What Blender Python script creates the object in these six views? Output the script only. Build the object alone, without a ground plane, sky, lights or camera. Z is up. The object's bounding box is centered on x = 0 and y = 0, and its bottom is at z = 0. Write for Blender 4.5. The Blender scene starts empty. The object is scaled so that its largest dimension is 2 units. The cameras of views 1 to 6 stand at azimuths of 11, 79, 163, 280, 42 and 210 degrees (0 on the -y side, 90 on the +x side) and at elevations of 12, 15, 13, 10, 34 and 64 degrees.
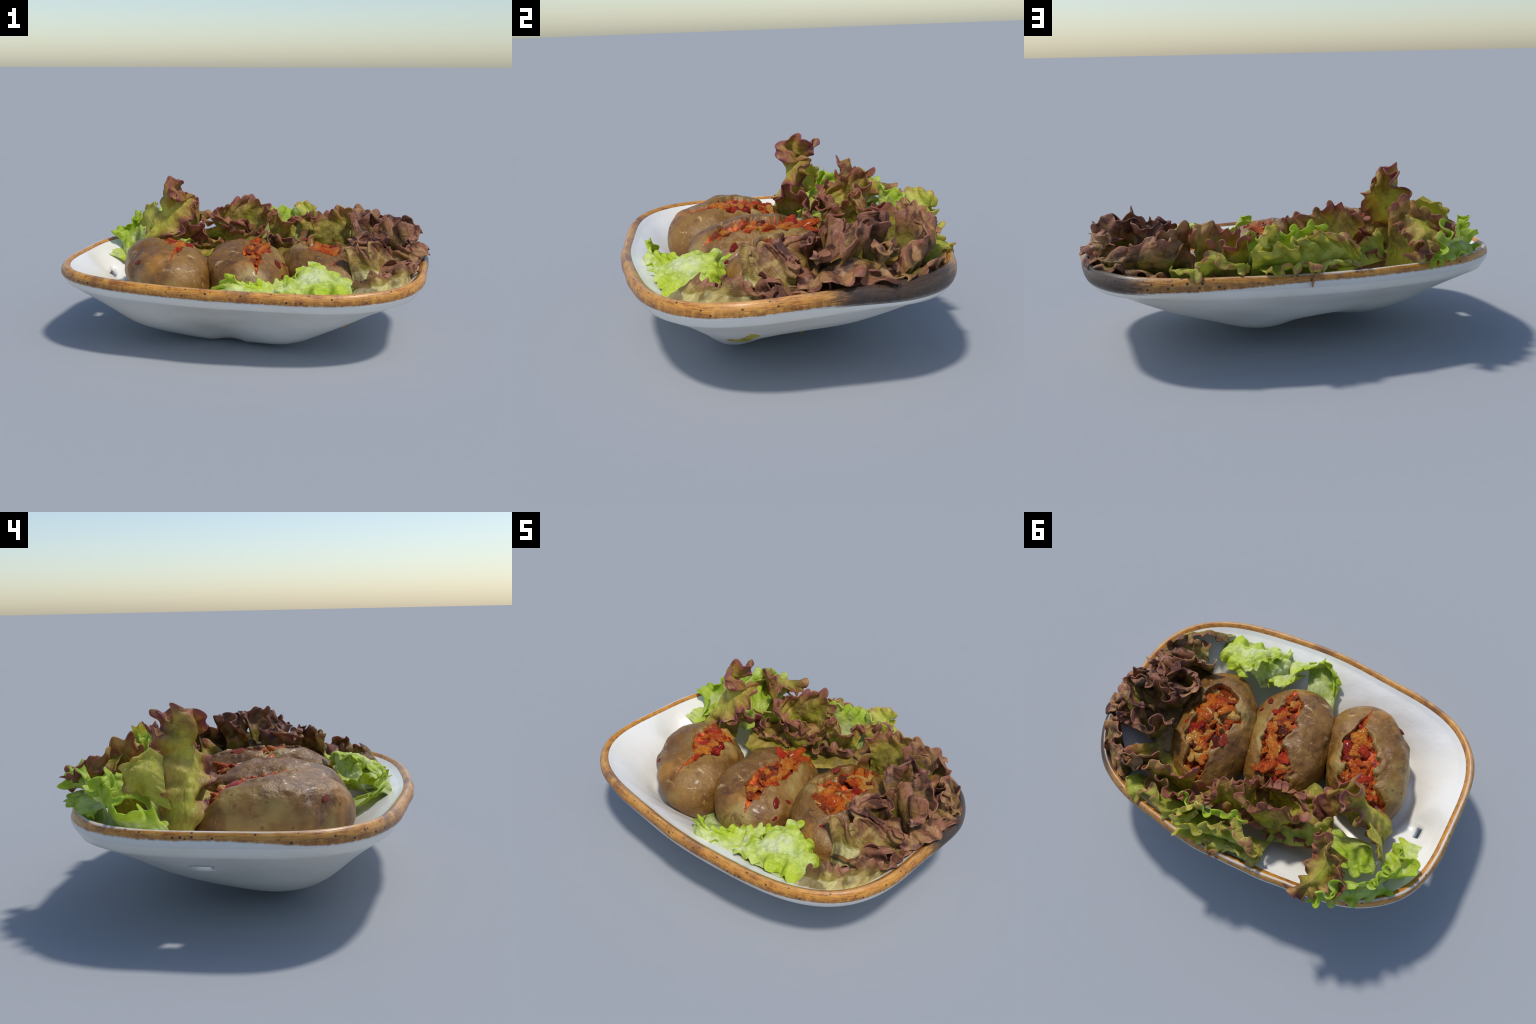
import bpy, math, random
import numpy as np
from mathutils import noise as mnoise, Vector

random.seed(7)
RNG = np.random.default_rng(11)
TAU = 2 * math.pi


# ---------------------------------------------------------------- helpers
def srgb(r, g, b):
    def f(c):
        c /= 255.0
        return c / 12.92 if c <= 0.04045 else ((c + 0.055) / 1.055) ** 2.4
    return (f(r), f(g), f(b), 1.0)


def link(obj, parent=None):
    bpy.context.scene.collection.objects.link(obj)
    if parent is not None:
        obj.parent = parent
    return obj


def mesh_obj(name, verts, faces, mat, parent=None, uv=None, smooth=True):
    me = bpy.data.meshes.new(name)
    me.from_pydata([tuple(map(float, v)) for v in verts], [], [tuple(map(int, f)) for f in faces])
    if uv is not None:
        lay = me.uv_layers.new(name="UVMap")
        idx = np.empty(len(me.loops), np.int32)
        me.loops.foreach_get("vertex_index", idx)
        lay.data.foreach_set("uv", np.asarray(uv, np.float32)[idx].ravel())
    if smooth:
        me.polygons.foreach_set("use_smooth", [True] * len(me.polygons))
    me.materials.append(mat)
    me.update()
    return link(bpy.data.objects.new(name, me), parent)


def fbm(p, scale, octaves=3, seed=0.0):
    v = Vector((p[0] * scale + seed, p[1] * scale - seed * 0.7, p[2] * scale + seed * 1.3))
    return mnoise.fractal(v, 1.0, 2.0, octaves, noise_basis="PERLIN_ORIGINAL")


def fbm_many(P, scale, octaves=3, seed=0.0):
    return np.array([fbm(p, scale, octaves, seed) for p in P])


def grid_faces(nr, nc, wrap=False):
    F = []
    for i in range(nr - 1):
        for j in range(nc if wrap else nc - 1):
            k = (j + 1) % nc
            F.append((i * nc + j, i * nc + k, (i + 1) * nc + k, (i + 1) * nc + j))
    return F


def smoothstep(a, b, x):
    t = np.clip((x - a) / (b - a), 0, 1)
    return t * t * (3 - 2 * t)


# ---------------------------------------------------------------- node helpers
class Nodes:
    def __init__(self, name, rough=0.5, spec=0.5, coat=0.0, coat_rough=0.1):
        self.mat = bpy.data.materials.new(name)
        self.mat.use_nodes = True
        self.t = self.mat.node_tree
        self.bsdf = self.t.nodes["Principled BSDF"]
        self.out = self.t.nodes["Material Output"]
        self.bsdf.inputs["Roughness"].default_value = rough
        self.bsdf.inputs["Specular IOR Level"].default_value = spec
        self.bsdf.inputs["Coat Weight"].default_value = coat
        self.bsdf.inputs["Coat Roughness"].default_value = coat_rough
        self.tc = self.t.nodes.new("ShaderNodeTexCoord")

    def link(self, a, b):
        self.t.links.new(a, b)

    def coord(self, kind="Object", scale=(1, 1, 1)):
        m = self.t.nodes.new("ShaderNodeMapping")
        m.inputs["Scale"].default_value = scale
        self.link(self.tc.outputs[kind], m.inputs["Vector"])
        return m.outputs["Vector"]

    def noise(self, vec, scale, detail=4, rough=0.55, dist=0.0):
        n = self.t.nodes.new("ShaderNodeTexNoise")
        n.inputs["Scale"].default_value = scale
        n.inputs["Detail"].default_value = detail
        n.inputs["Roughness"].default_value = rough
        n.inputs["Distortion"].default_value = dist
        self.link(vec, n.inputs["Vector"])
        return n.outputs["Fac"]

    def voronoi(self, vec, scale, feature="F1", rand=1.0):
        n = self.t.nodes.new("ShaderNodeTexVoronoi")
        n.feature = feature
        n.inputs["Scale"].default_value = scale
        n.inputs["Randomness"].default_value = rand
        self.link(vec, n.inputs["Vector"])
        return n

    def ramp(self, fac, stops, interp="LINEAR"):
        n = self.t.nodes.new("ShaderNodeValToRGB")
        cr = n.color_ramp
        cr.interpolation = interp
        while len(cr.elements) < len(stops):
            cr.elements.new(0.5)
        for e, (p, c) in zip(cr.elements, stops):
            e.position = p
            e.color = c if len(c) == 4 else (*c, 1)
        self.link(fac, n.inputs["Fac"])
        return n.outputs["Color"]

    def mask(self, fac, lo, hi):
        n = self.t.nodes.new("ShaderNodeMapRange")
        n.interpolation_type = "SMOOTHSTEP"
        n.inputs["From Min"].default_value = lo
        n.inputs["From Max"].default_value = hi
        self.link(fac, n.inputs["Value"])
        return n.outputs["Result"]

    def math(self, op, a, b=None):
        n = self.t.nodes.new("ShaderNodeMath")
        n.operation = op
        for s, v in ((0, a), (1, b)):
            if v is None:
                continue
            if isinstance(v, (int, float)):
                n.inputs[s].default_value = v
            else:
                self.link(v, n.inputs[s])
        return n.outputs[0]

    def mix(self, fac, a, b, blend="MIX"):
        n = self.t.nodes.new("ShaderNodeMix")
        n.data_type = "RGBA"
        n.blend_type = blend
        for s, v in ((n.inputs[0], fac), (n.inputs[6], a), (n.inputs[7], b)):
            if isinstance(v, (int, float)):
                s.default_value = v
            elif isinstance(v, tuple):
                s.default_value = v
            else:
                self.link(v, s)
        return n.outputs[2]

    def bump(self, h, strength=0.3, dist=0.01):
        n = self.t.nodes.new("ShaderNodeBump")
        n.inputs["Strength"].default_value = strength
        n.inputs["Distance"].default_value = dist
        self.link(h, n.inputs["Height"])
        self.link(n.outputs["Normal"], self.bsdf.inputs["Normal"])

    def xyz(self, vec):
        n = self.t.nodes.new("ShaderNodeSeparateXYZ")
        self.link(vec, n.inputs[0])
        return n.outputs

    def color(self, c):
        if isinstance(c, tuple):
            self.bsdf.inputs["Base Color"].default_value = c
        else:
            self.link(c, self.bsdf.inputs["Base Color"])

    def translucent(self, col, amount):
        tr = self.t.nodes.new("ShaderNodeBsdfTranslucent")
        if isinstance(col, tuple):
            tr.inputs["Color"].default_value = col
        else:
            gm = self.t.nodes.new("ShaderNodeGamma")       # light coming through is brighter and yellower
            gm.inputs["Gamma"].default_value = 0.72
            self.link(col, gm.inputs["Color"])
            self.link(gm.outputs[0], tr.inputs["Color"])
        mx = self.t.nodes.new("ShaderNodeMixShader")
        mx.inputs[0].default_value = amount
        self.link(self.bsdf.outputs[0], mx.inputs[1])
        self.link(tr.outputs[0], mx.inputs[2])
        self.link(mx.outputs[0], self.out.inputs["Surface"])


# ---------------------------------------------------------------- materials
def n_mix(a, b, t):
    return tuple(x * (1 - t) + y * t for x, y in zip(a, b))


def glaze_material():
    n = Nodes("white_glaze", rough=0.35, coat=0.25, coat_rough=0.15)
    v = n.coord()
    big = n.noise(v, 2.2, 3)
    c = n.ramp(big, [(0.3, srgb(232, 226, 212)), (0.7, srgb(240, 238, 232))])  # white tinted towards cream for the baked shading on the inner wall
    n.color(c)
    n.bump(n.noise(v, 9, 3), 0.25, 0.02)
    return n.mat


def rim_material():
    n = Nodes("brown_glazed_rim", rough=0.38, coat=0.25, coat_rough=0.25)
    obj = n.coord()
    uvc = n.xyz(n.coord("UV"))             # u runs along the rim in metres, v from its inner to its outer edge
    v = uvc[1]
    ragged = n.noise(n.coord("UV", (9, 0.6, 1)), 4.0, 5, 0.7)
    blotch = n.noise(obj, 3.4, 4, 0.6)
    streak = n.noise(n.coord("UV", (5, 7, 1)), 3.0, 6, 0.72, 0.5)
    tone = n.math("ADD", n.math("MULTIPLY", streak, 0.55), n.math("MULTIPLY", n.noise(obj, 13, 6, 0.72), 0.45))
    col = n.ramp(tone, [(0.30, srgb(92, 48, 22)), (0.41, srgb(150, 88, 32)), (0.5, srgb(200, 136, 48)),
                        (0.6, srgb(214, 156, 70)), (0.74, srgb(226, 196, 142))])
    col = n.mix(n.math("MULTIPLY", n.mask(blotch, 0.55, 0.68), 0.75), col, srgb(112, 64, 30))
    # the brown gathers darker at both edges
    edge = n.math("ADD", n.mask(v, 0.16, 0.02), n.mask(v, 0.62, 0.78))
    col = n.mix(n.math("MULTIPLY", edge, n.math("MULTIPLY", n.mask(ragged, 0.35, 0.6), 0.6)), col, srgb(104, 58, 26))
    # worn ivory lines where the brown has run thin, chiefly on the far and the narrow side
    ox = n.xyz(obj)
    far = n.mask(n.math("SUBTRACT", ox[1], n.math("MULTIPLY", ox[0], 0.75)), 0.2, 0.7)
    line = n.mask(n.math("ABSOLUTE", n.math("SUBTRACT", v, n.math("ADD", 0.26, n.math("MULTIPLY", blotch, 0.28)))), 0.11, 0.03)
    col = n.mix(n.math("MULTIPLY", n.math("MULTIPLY", line, n.math("ADD", n.math("MULTIPLY", far, 0.8), 0.12)), 0.9), col, srgb(218, 212, 200))
    # dark, scorched corner
    d = n.t.nodes.new("ShaderNodeVectorMath")
    d.operation = "DISTANCE"
    n.link(obj, d.inputs[0])
    d.inputs[1].default_value = (0.97, 0.30, 0.40)
    dark = n.mask(n.math("ADD", d.outputs["Value"], n.math("MULTIPLY", streak, 0.35)), 0.58, 0.40)
    col = n.mix(n.math("MULTIPLY", dark, 0.92), col, n.ramp(streak, [(0.35, srgb(34, 28, 25)), (0.6, srgb(48, 41, 36)), (0.76, srgb(96, 88, 80))]))
    # iron specks, thickest along the lower border
    vec = n.coord("UV", (24, 3.2, 1))
    sp = n.voronoi(vec, 2.0)
    k = n.xyz(sp.outputs["Color"])[0]
    low = n.mask(v, 0.3, 0.6)
    speck = n.math("MULTIPLY", n.math("MULTIPLY", n.mask(n.math("ADD", n.math("ADD", sp.outputs["Distance"], n.math("MULTIPLY", ragged, 0.25)), n.math("MULTIPLY", n.xyz(sp.outputs["Color"])[1], 0.3)), 0.52, 0.36), n.mask(k, 0.45, 0.5)), n.math("ADD", 0.12, low))
    col = n.mix(n.math("MINIMUM", speck, 0.92), col, srgb(44, 27, 20))
    # ragged lower border where the white glaze comes up
    keep = n.math("ADD", n.math("MULTIPLY", ragged, 0.15), n.math("MULTIPLY", far, -0.20))
    white = n.mask(n.math("SUBTRACT", v, keep), 0.82, 0.90)
    col = n.mix(n.math("MULTIPLY", white, n.math("SUBTRACT", 1.0, n.math("MULTIPLY", dark, 0.8))), col, srgb(222, 220, 216))
    n.color(col)
    n.bump(tone, 0.3, 0.01)
    return n.mat


def skin_material():
    n = Nodes("pickled_skin", rough=0.4, spec=0.42, coat=0.08, coat_rough=0.16)
    v = n.coord()
    a = n.noise(v, 5.0, 6, 0.66, 0.3)
    col = n.ramp(a, [(0.28, srgb(82, 50, 20)), (0.42, srgb(122, 82, 32)), (0.55, srgb(138, 99, 42)), (0.7, srgb(154, 116, 54))])
    # paler yellow-green flesh in broad patches, ochre stains at the ends
    b = n.noise(v, 2.6, 3, 0.5, 0.3)
    col = n.mix(n.math("MULTIPLY", n.mask(b, 0.52, 0.62), 0.75), col, srgb(162, 138, 74))
    col = n.mix(n.math("MULTIPLY", n.mask(n.noise(n.coord("Object", (1, 1.2, 0.8)), 3.6, 3, 0.5), 0.6, 0.7), 0.6), col, srgb(176, 122, 48))
    col = n.mix(n.math("MULTIPLY", n.mask(n.noise(v, 8.5, 5, 0.7, 0.4), 0.57, 0.66), 0.7), col, srgb(92, 58, 32))
    # dark freckles, small russet scabs, pale scuffs
    f = n.voronoi(v, 24)
    pick = n.xyz(f.outputs["Color"])[0]
    wob = n.noise(v, 45, 3, 0.6)
    fre = n.math("MULTIPLY", n.mask(n.math("ADD", f.outputs["Distance"], n.math("MULTIPLY", wob, 0.3)), 0.42, 0.26), n.mask(pick, 0.66, 0.72))
    col = n.mix(n.math("MULTIPLY", fre, 0.6), col, srgb(88, 50, 26))
    fine = n.noise(v, 42, 5, 0.7)
    col = n.mix(n.math("MULTIPLY", n.mask(fine, 0.55, 0.7), 0.45), col, srgb(172, 132, 68))
    scuff = n.math("MULTIPLY", n.mask(n.noise(n.coord("Object", (1, 2.2, 1.4)), 11, 4, 0.7, 0.5), 0.6, 0.66), n.mask(b, 0.5, 0.42))
    col = n.mix(n.math("MULTIPLY", scuff, 0.55), col, srgb(206, 178, 128))
    n.color(col)
    h = n.math("ADD", n.math("MULTIPLY", fine, 0.5), n.noise(v, 15, 5, 0.65))
    n.bump(h, 0.45, 0.02)
    return n.mat


def paste_material():
    n = Nodes("pepper_paste", rough=0.42, spec=0.35, coat=0.1, coat_rough=0.2)
    v = n.coord()
    a = n.noise(v, 22, 5, 0.65, 0.5)
    n.color(n.ramp(a, [(0.3, srgb(60, 22, 16)), (0.45, srgb(150, 50, 20)), (0.58, srgb(214, 90, 30)), (0.72, srgb(240, 150, 60))]))
    n.bump(n.noise(v, 34, 4, 0.6), 0.6, 0.02)
    return n.mat


def chunk_material(name, dark, mid, light):
    n = Nodes(name, rough=0.4, spec=0.35, coat=0.15, coat_rough=0.15)
    v = n.coord()
    oi = n.t.nodes.new("ShaderNodeObjectInfo")
    a = n.noise(v, 1.6, 6, 0.7, 1.2)
    s = n.math("ADD", a, n.math("MULTIPLY", n.math("SUBTRACT", oi.outputs["Random"], 0.5), 0.22))
    col = n.ramp(s, [(0.28, dark), (0.46, mid), (0.70, light)])
    fleck = n.noise(v, 4.5, 4, 0.7, 0.6)
    col = n.mix(n.math("MULTIPLY", n.mask(fleck, 0.58, 0.7), 0.5), col, srgb(214, 58, 26))
    col = n.mix(n.math("MULTIPLY", n.mask(fleck, 0.36, 0.26), 0.3), col, n_mix(dark, (0.01, 0.005, 0.004, 1), 0.5))  # shade of the crevices painted in as dark blotches
    n.color(col)
    n.bump(n.math("ADD", a, n.noise(v, 6, 4, 0.7)), 0.7, 0.2)
    return n.mat


def leaf_material(name, stem, base, edge, tip, edge_at=0.55, patch=0.5, patch_col=None, trans=0.22, light=None):
    """UV.x runs along the frilled margin, UV.y grows from rib (0) to margin (1)."""
    n = Nodes(name, rough=0.5, spec=0.35)
    v = n.coord()
    uv = n.xyz(n.coord("UV"))
    big = n.noise(v, 7.0, 4, 0.6, 0.4)
    w = n.math("ADD", uv[1], n.math("MULTIPLY", n.math("SUBTRACT", big, 0.5), 1.1))
    col = n.ramp(w, [(0.0, stem), (max(edge_at - 0.3, 0.05), base), (edge_at, n_mix(base, edge, 0.5)), (min(edge_at + 0.18, 0.9), edge), (1.0, tip)])
    if patch_col:
        p = n.noise(v, 11.0, 4, 0.6, 0.6)
        col = n.mix(n.math("MULTIPLY", n.mask(p, 0.47, 0.58), patch), col, patch_col)
    if light:
        p2 = n.noise(n.coord("Object", (1, 1.1, 0.9)), 9.0, 3, 0.55, 0.5)
        col = n.mix(n.math("MULTIPLY", n.mask(p2, 0.52, 0.62), 0.6), col, light)
    # branching veins: cell borders drawn out along the blade
    vn = n.voronoi(n.coord("UV", (16, 5.5, 1)), 1.0, "DISTANCE_TO_EDGE")
    vein = n.mask(vn.outputs["Distance"], 0.07, 0.0)
    col = n.mix(n.math("MULTIPLY", vein, 0.22), col, n_mix(edge, (0.02, 0.015, 0.01, 1), 0.5))
    n.color(col)
    n.translucent(col, trans)
    n.bump(n.math("ADD", n.math("MULTIPLY", vein, -0.4), n.noise(v, 30, 3, 0.6)), 0.35, 0.01)
    return n.mat


M_GLAZE, M_RIM, M_SKIN, M_PASTE = glaze_material(), rim_material(), skin_material(), paste_material()
CHUNKS = [
    chunk_material("orange_walnut", srgb(180, 58, 14), srgb(238, 100, 22), srgb(254, 172, 56)),
    chunk_material("red_pepper", srgb(124, 22, 10), srgb(204, 42, 18), srgb(236, 86, 30)),
    chunk_material("pale_garlic", srgb(224, 104, 26), srgb(244, 164, 60), srgb(252, 220, 130)),
    chunk_material("brown_walnut", srgb(66, 26, 16), srgb(138, 58, 24), srgb(226, 104, 36)),
]
M_FLAKE = chunk_material("chilli_flake", srgb(110, 24, 18), srgb(168, 40, 28), srgb(206, 90, 50))
L_DARK = leaf_material("lettuce_dark_red", srgb(138, 124, 48), srgb(126, 100, 46), srgb(152, 102, 66), srgb(164, 108, 88), 0.52, 0.75, srgb(66, 38, 34), 0.22, srgb(198, 152, 98))  # rib side and patches darkened for shaded hollows, tan patches painted for highlights
L_MIX = leaf_material("lettuce_red_edged", srgb(190, 188, 66), srgb(178, 166, 60), srgb(184, 130, 76), srgb(182, 112, 98), 0.62, 0.5, srgb(112, 66, 50), 0.42, srgb(218, 186, 104))  # colours lightened to carry the baked brightness of the back view
L_BACK = leaf_material("lettuce_green_bronze", srgb(204, 214, 92), srgb(206, 212, 86), srgb(220, 208, 100), srgb(206, 150, 108), 0.74, 0.4, srgb(152, 158, 50), 0.5, srgb(234, 230, 128))  # greens raised well above leaf colour for the light baked on the far side
L_TALL = leaf_material("lettuce_tall", srgb(212, 208, 84), srgb(196, 178, 72), srgb(182, 124, 76), srgb(156, 84, 98), 0.68, 0.4, srgb(154, 106, 52), 0.4, srgb(218, 196, 98))
L_FLAP = leaf_material("lettuce_yellow_lobe", srgb(210, 208, 86), srgb(200, 192, 78), srgb(212, 196, 88), srgb(198, 152, 96), 0.76, 0.4, srgb(158, 134, 54), 0.4, srgb(220, 208, 104))
L_GREEN = leaf_material("lettuce_green", srgb(222, 230, 164), srgb(206, 222, 98), srgb(194, 216, 68), srgb(198, 218, 74), 0.5, 0.45, srgb(150, 184, 46), 0.42, srgb(230, 238, 146))  # brightened too, so capture light on the sunless side is in the pigment
L_PALE = leaf_material("lettuce_heart", srgb(226, 232, 176), srgb(214, 226, 122), srgb(208, 224, 70), srgb(194, 214, 54), 0.46, 0.55, srgb(172, 198, 40), 0.3, srgb(232, 240, 156))
L_BRONZE = leaf_material("lettuce_bronze", srgb(222, 210, 142), srgb(158, 140, 56), srgb(150, 110, 60), srgb(176, 116, 92), 0.42, 0.6, srgb(96, 64, 40), 0.24, srgb(204, 178, 104))

# ---------------------------------------------------------------- the dish
NT = 288
TH = np.arange(NT) * TAU / NT


def fourier(coefs):
    out = np.full(NT, coefs[0])
    for k in range(1, (len(coefs) + 1) // 2):
        out += coefs[2 * k - 1] * np.cos(k * TH) + coefs[2 * k] * np.sin(k * TH)
    return out


# rounded, slightly lopsided rectangle of the mouth (radius and height round the centre)
MOUTH_R = fourier([0.8494, -0.0028, -0.0222, 0.1625, -0.0086, -0.0033, -0.0032, -0.0218, 0.0004, 0.0017, 0.0021, -0.0238, 0.0022, 0.0004, 0.0033, -0.0058, 0.0])
MOUTH_Z = fourier([0.432, 0.0042, 0.0167, 0.0064, 0.0085, 0.0023, 0.0015, 0.0018, 0.0014, 0.0022, -0.0013])
MOUTH = np.stack([MOUTH_R * np.cos(TH), MOUTH_R * np.sin(TH), MOUTH_Z], -1)
_t = np.roll(MOUTH, -1, 0) - np.roll(MOUTH, 1, 0)
OUT = np.stack([_t[:, 1], -_t[:, 0], 0 * TH], -1)
OUT /= np.linalg.norm(OUT, axis=1)[:, None]
UP = np.array([0, 0, 1.0])


LIP_W, LIP_D = 0.034, 0.057
CENTRE = np.array([0.0, -0.08])
UNDER_LIP = MOUTH + OUT * (LIP_W * 0.25) - UP * 0.088
# crooked, drawn-out underside: height round the dish at four shares of the way out from the middle
UNDER_K = np.array([0.0, 0.28, 0.46, 0.64, 0.82, 1.0])
UNDER_Z = np.stack([
    np.full(NT, 0.010),
    fourier([0.051, 0.0, 0.046, 0.001, -0.002, 0.010, 0.012, 0.007, -0.005]),
    fourier([0.101, 0.013, 0.016, -0.013, -0.003, 0.032, 0.014, 0.012, 0.002]),
    fourier([0.173, 0.021, -0.002, -0.018, -0.013, 0.007, 0.021, -0.002, -0.006]),
    fourier([0.288, -0.012, 0.019, -0.024, -0.030, 0.027, -0.005, -0.022, 0.014]),
    UNDER_LIP[:, 2] - 0.006]) + 0.006
UNDER_Z[1:4] = np.maximum(UNDER_Z[1:4] - np.array([[0.012], [0.013], [0.009]]), 0.004)


def flank(deg, width):
    d = (TH - math.radians(deg) + math.pi) % TAU - math.pi
    return np.exp(-(d / math.radians(width)) ** 2)


# blunt ridges that fill the flanks out towards two corners and the front foot
for deg, width, drop in ((322, 24, (0.010, 0.030, 0.034)), (142, 24, (0.012, 0.034, 0.036)), (262, 22, (0.016, 0.020, 0.010))):
    UNDER_Z[2:5] -= np.array(drop)[:, None] * flank(deg, width)
UNDER_Z[1:5] = np.maximum(UNDER_Z[1:5], 0.004)
UNDER_Z[4] = np.minimum(UNDER_Z[4], 0.5 * (UNDER_Z[3] + UNDER_Z[5]) + 0.008)      # walls run straight down from the lip


def under_at(k):
    """height of the underside all round at share k of the radius"""
    def lin(q):
        q = min(max(q, 0.0), 1.0)
        i = min(int(np.searchsorted(UNDER_K, q, side="right")) - 1, 4)
        f = (q - UNDER_K[i]) / (UNDER_K[i + 1] - UNDER_K[i])
        return UNDER_Z[i] * (1 - f) + UNDER_Z[i + 1] * f
    h = 0.05 * min(1.0, (1 - k) / 0.05)
    return (lin(k - h) + 2 * lin(k) + lin(k + h)) / 4


_KS = np.linspace(0, 1, 41)
_TAB = np.stack([under_at(k) for k in _KS])


def under_z(P):
    """height of the underside below points P (n, 3), and their share of the radius"""
    d = P[:, :2] - CENTRE
    a = np.arctan2(d[:, 1], d[:, 0]) % TAU
    lipd = UNDER_LIP[:, :2] - CENTRE
    la = np.arctan2(lipd[:, 1], lipd[:, 0]) % TAU
    o = np.argsort(la)
    lr = np.interp(a, la[o], np.hypot(*lipd.T)[o], period=TAU)
    k = np.hypot(*d.T) / lr
    th = np.interp(a, la[o], np.arange(NT)[o], period=TAU)
    jj = np.clip(np.round(th).astype(int), 0, NT - 1)
    kk = np.clip(k, 0, 1) * 40
    i = np.minimum(kk.astype(int), 39)
    f = kk - i
    return _TAB[i, jj] * (1 - f) + _TAB[i + 1, jj] * f, k


HOLE = np.array([-0.825, 0.028])


def build_dish():
    rows = []
    wob = 1 + 0.06 * np.sin(5 * TH + 1) + 0.05 * np.sin(11 * TH) + 0.03 * np.sin(23 * TH + 2)
    corner = np.exp(-((TH - 0.42) / 0.3) ** 2)          # the lip is heavier at the scorched corner
    lip_w = LIP_W * wob * (1 + 0.3 * corner)
    lip_d = LIP_D * (1 + 0.3 * corner)
    ks = np.concatenate([np.linspace(0.975, 0.72, 15), np.linspace(0.66, 0.03, 11)])
    # inside: from the middle of the floor up the wall to the lip
    wall_top = MOUTH - OUT * 0.012 - UP * 0.006
    fc = np.array([CENTRE[0], CENTRE[1], 0.20])
    for k in ks[::-1]:
        r = np.empty((NT, 3))
        r[:, :2] = CENTRE + k * (wall_top[:, :2] - CENTRE)
        u = under_at(k)
        thick = 0.084 - 0.008 * smoothstep(0.88, 1.0, k)
        near = np.exp(-((r[:, 0] - HOLE[0]) / 0.10) ** 2 - ((r[:, 1] - HOLE[1]) / 0.085) ** 2)
        near = np.maximum(near, 0.9 * np.exp(-((r[:, 0] + 0.69) / 0.09) ** 2 - ((r[:, 1] + 0.08) / 0.16) ** 2))
        thick = thick * (1 - 0.85 * near)
        floor = np.maximum(u + thick, 0.20 + 0.04 * k)
        r[:, 2] = np.minimum(floor, wall_top[:, 2] - (1 - k) * 0.25)
        r[:, 2] = np.maximum(r[:, 2], u + 0.012)
        r[:, 2] += 0.004 * math.sin(math.pi * k) * np.sin(TH * 17 + 6 * k) * np.sin(TH * 5 + 12 * k)
        rows.append(r)
    rows.append(wall_top)
    n_in = len(rows)
    prof = [(0.0, 0.0), (0.14, 0.09), (0.4, 0.14), (0.7, 0.04), (0.92, -0.2), (1.04, -0.45), (1.02, -0.72), (0.85, -0.95)]
    for a, d in prof:
        rows.append(MOUTH + OUT * (lip_w * a)[:, None] + UP * (lip_d * d)[:, None])
    n_rim = len(rows)
    rows.append(MOUTH + OUT * (lip_w * 0.72)[:, None] - UP * (lip_d * 1.08)[:, None])
    rows.append(MOUTH + OUT * (lip_w * 0.52)[:, None] - UP * (lip_d * 1.24)[:, None])
    rows.append(UNDER_LIP)
    n_out = len(rows)
    for k in ks:
        r = np.empty((NT, 3))
        r[:, :2] = CENTRE + k * (UNDER_LIP[:, :2] - CENTRE)
        r[:, 2] = under_at(k)
        rows.append(r)
    uc = np.array([CENTRE[0], CENTRE[1], 0.016])
    V = np.concatenate(rows)
    nr = len(rows)
    F = grid_faces(nr, NT, wrap=True)
    # close the two poles
    V = np.vstack([V, fc, uc])
    pin, pout = len(V) - 2, len(V) - 1
    for j in range(NT):
        F.append((pin, (j + 1) % NT, j))
        F.append((pout, (nr - 1) * NT + j, (nr - 1) * NT + (j + 1) % NT))
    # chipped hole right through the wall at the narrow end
    hole_cols = set(range(int(NT * 0.484), int(NT * 0.494) + 1))
    sel = [i for i in range(len(ks)) if 0.855 < ks[i] < 0.895][:2]
    hin = {len(ks) - 2 - i for i in sel}
    hout = {n_out + i for i in sel}
    keep, walls = [], []
    for q, f in enumerate(F):
        if len(f) == 4:
            i, j = divmod(q, NT)
            if j in hole_cols and (i in hin or i in hout):
                continue
        keep.append(f)
    jc = sorted(hole_cols)
    j0, j1 = jc[0], jc[-1] + 1
    i0, i1 = min(hin), max(hin) + 1
    o0, o1 = min(hout), max(hout) + 1
    ring_in = [(i0, j) for j in range(j0, j1 + 1)] + [(i, j1) for i in range(i0 + 1, i1 + 1)] + [(i1, j) for j in range(j1 - 1, j0 - 1, -1)] + [(i, j0) for i in range(i1 - 1, i0, -1)]
    om = {i0: o1, i1: o0, i0 + 1: o0 + 1}
    ring_out = [(om[i], j) for i, j in ring_in]
    idx = lambda ij: ij[0] * NT + ij[1]
    for a in range(len(ring_in)):
        b = (a + 1) % len(ring_in)
        walls.append((idx(ring_in[a]), idx(ring_in[b]), idx(ring_out[b]), idx(ring_out[a])))
    F = keep + walls
    # normals of the whole shell, shared by both parts so no seam shows
    tmp = bpy.data.meshes.new("tmp")
    tmp.from_pydata([tuple(v) for v in V], [], F)
    tmp.update()
    nor = np.empty(len(V) * 3, np.float32)
    tmp.vertices.foreach_get("normal", nor)
    nor = nor.reshape(-1, 3)
    # orientation check: lip crest must point up
    flip = nor[(n_in + 2) * NT][2] < 0
    bpy.data.meshes.remove(tmp)
    if flip:
        F = [f[::-1] for f in F]
        nor = -nor
    along = np.concatenate([[0], np.cumsum(np.linalg.norm(np.diff(np.vstack([MOUTH, MOUTH[:1]]), axis=0), axis=1))])
    root = bpy.data.objects.new("serving_dish", None)
    link(root)
    root["label"] = "oblong white ceramic dish with speckled brown rim"
    root["category"] = "serving dish"

    def is_rim(f):
        r = [v // NT for v in f]
        return len(f) == 4 and min(r) >= n_in - 1 and max(r) <= n_rim - 1 + 0

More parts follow.
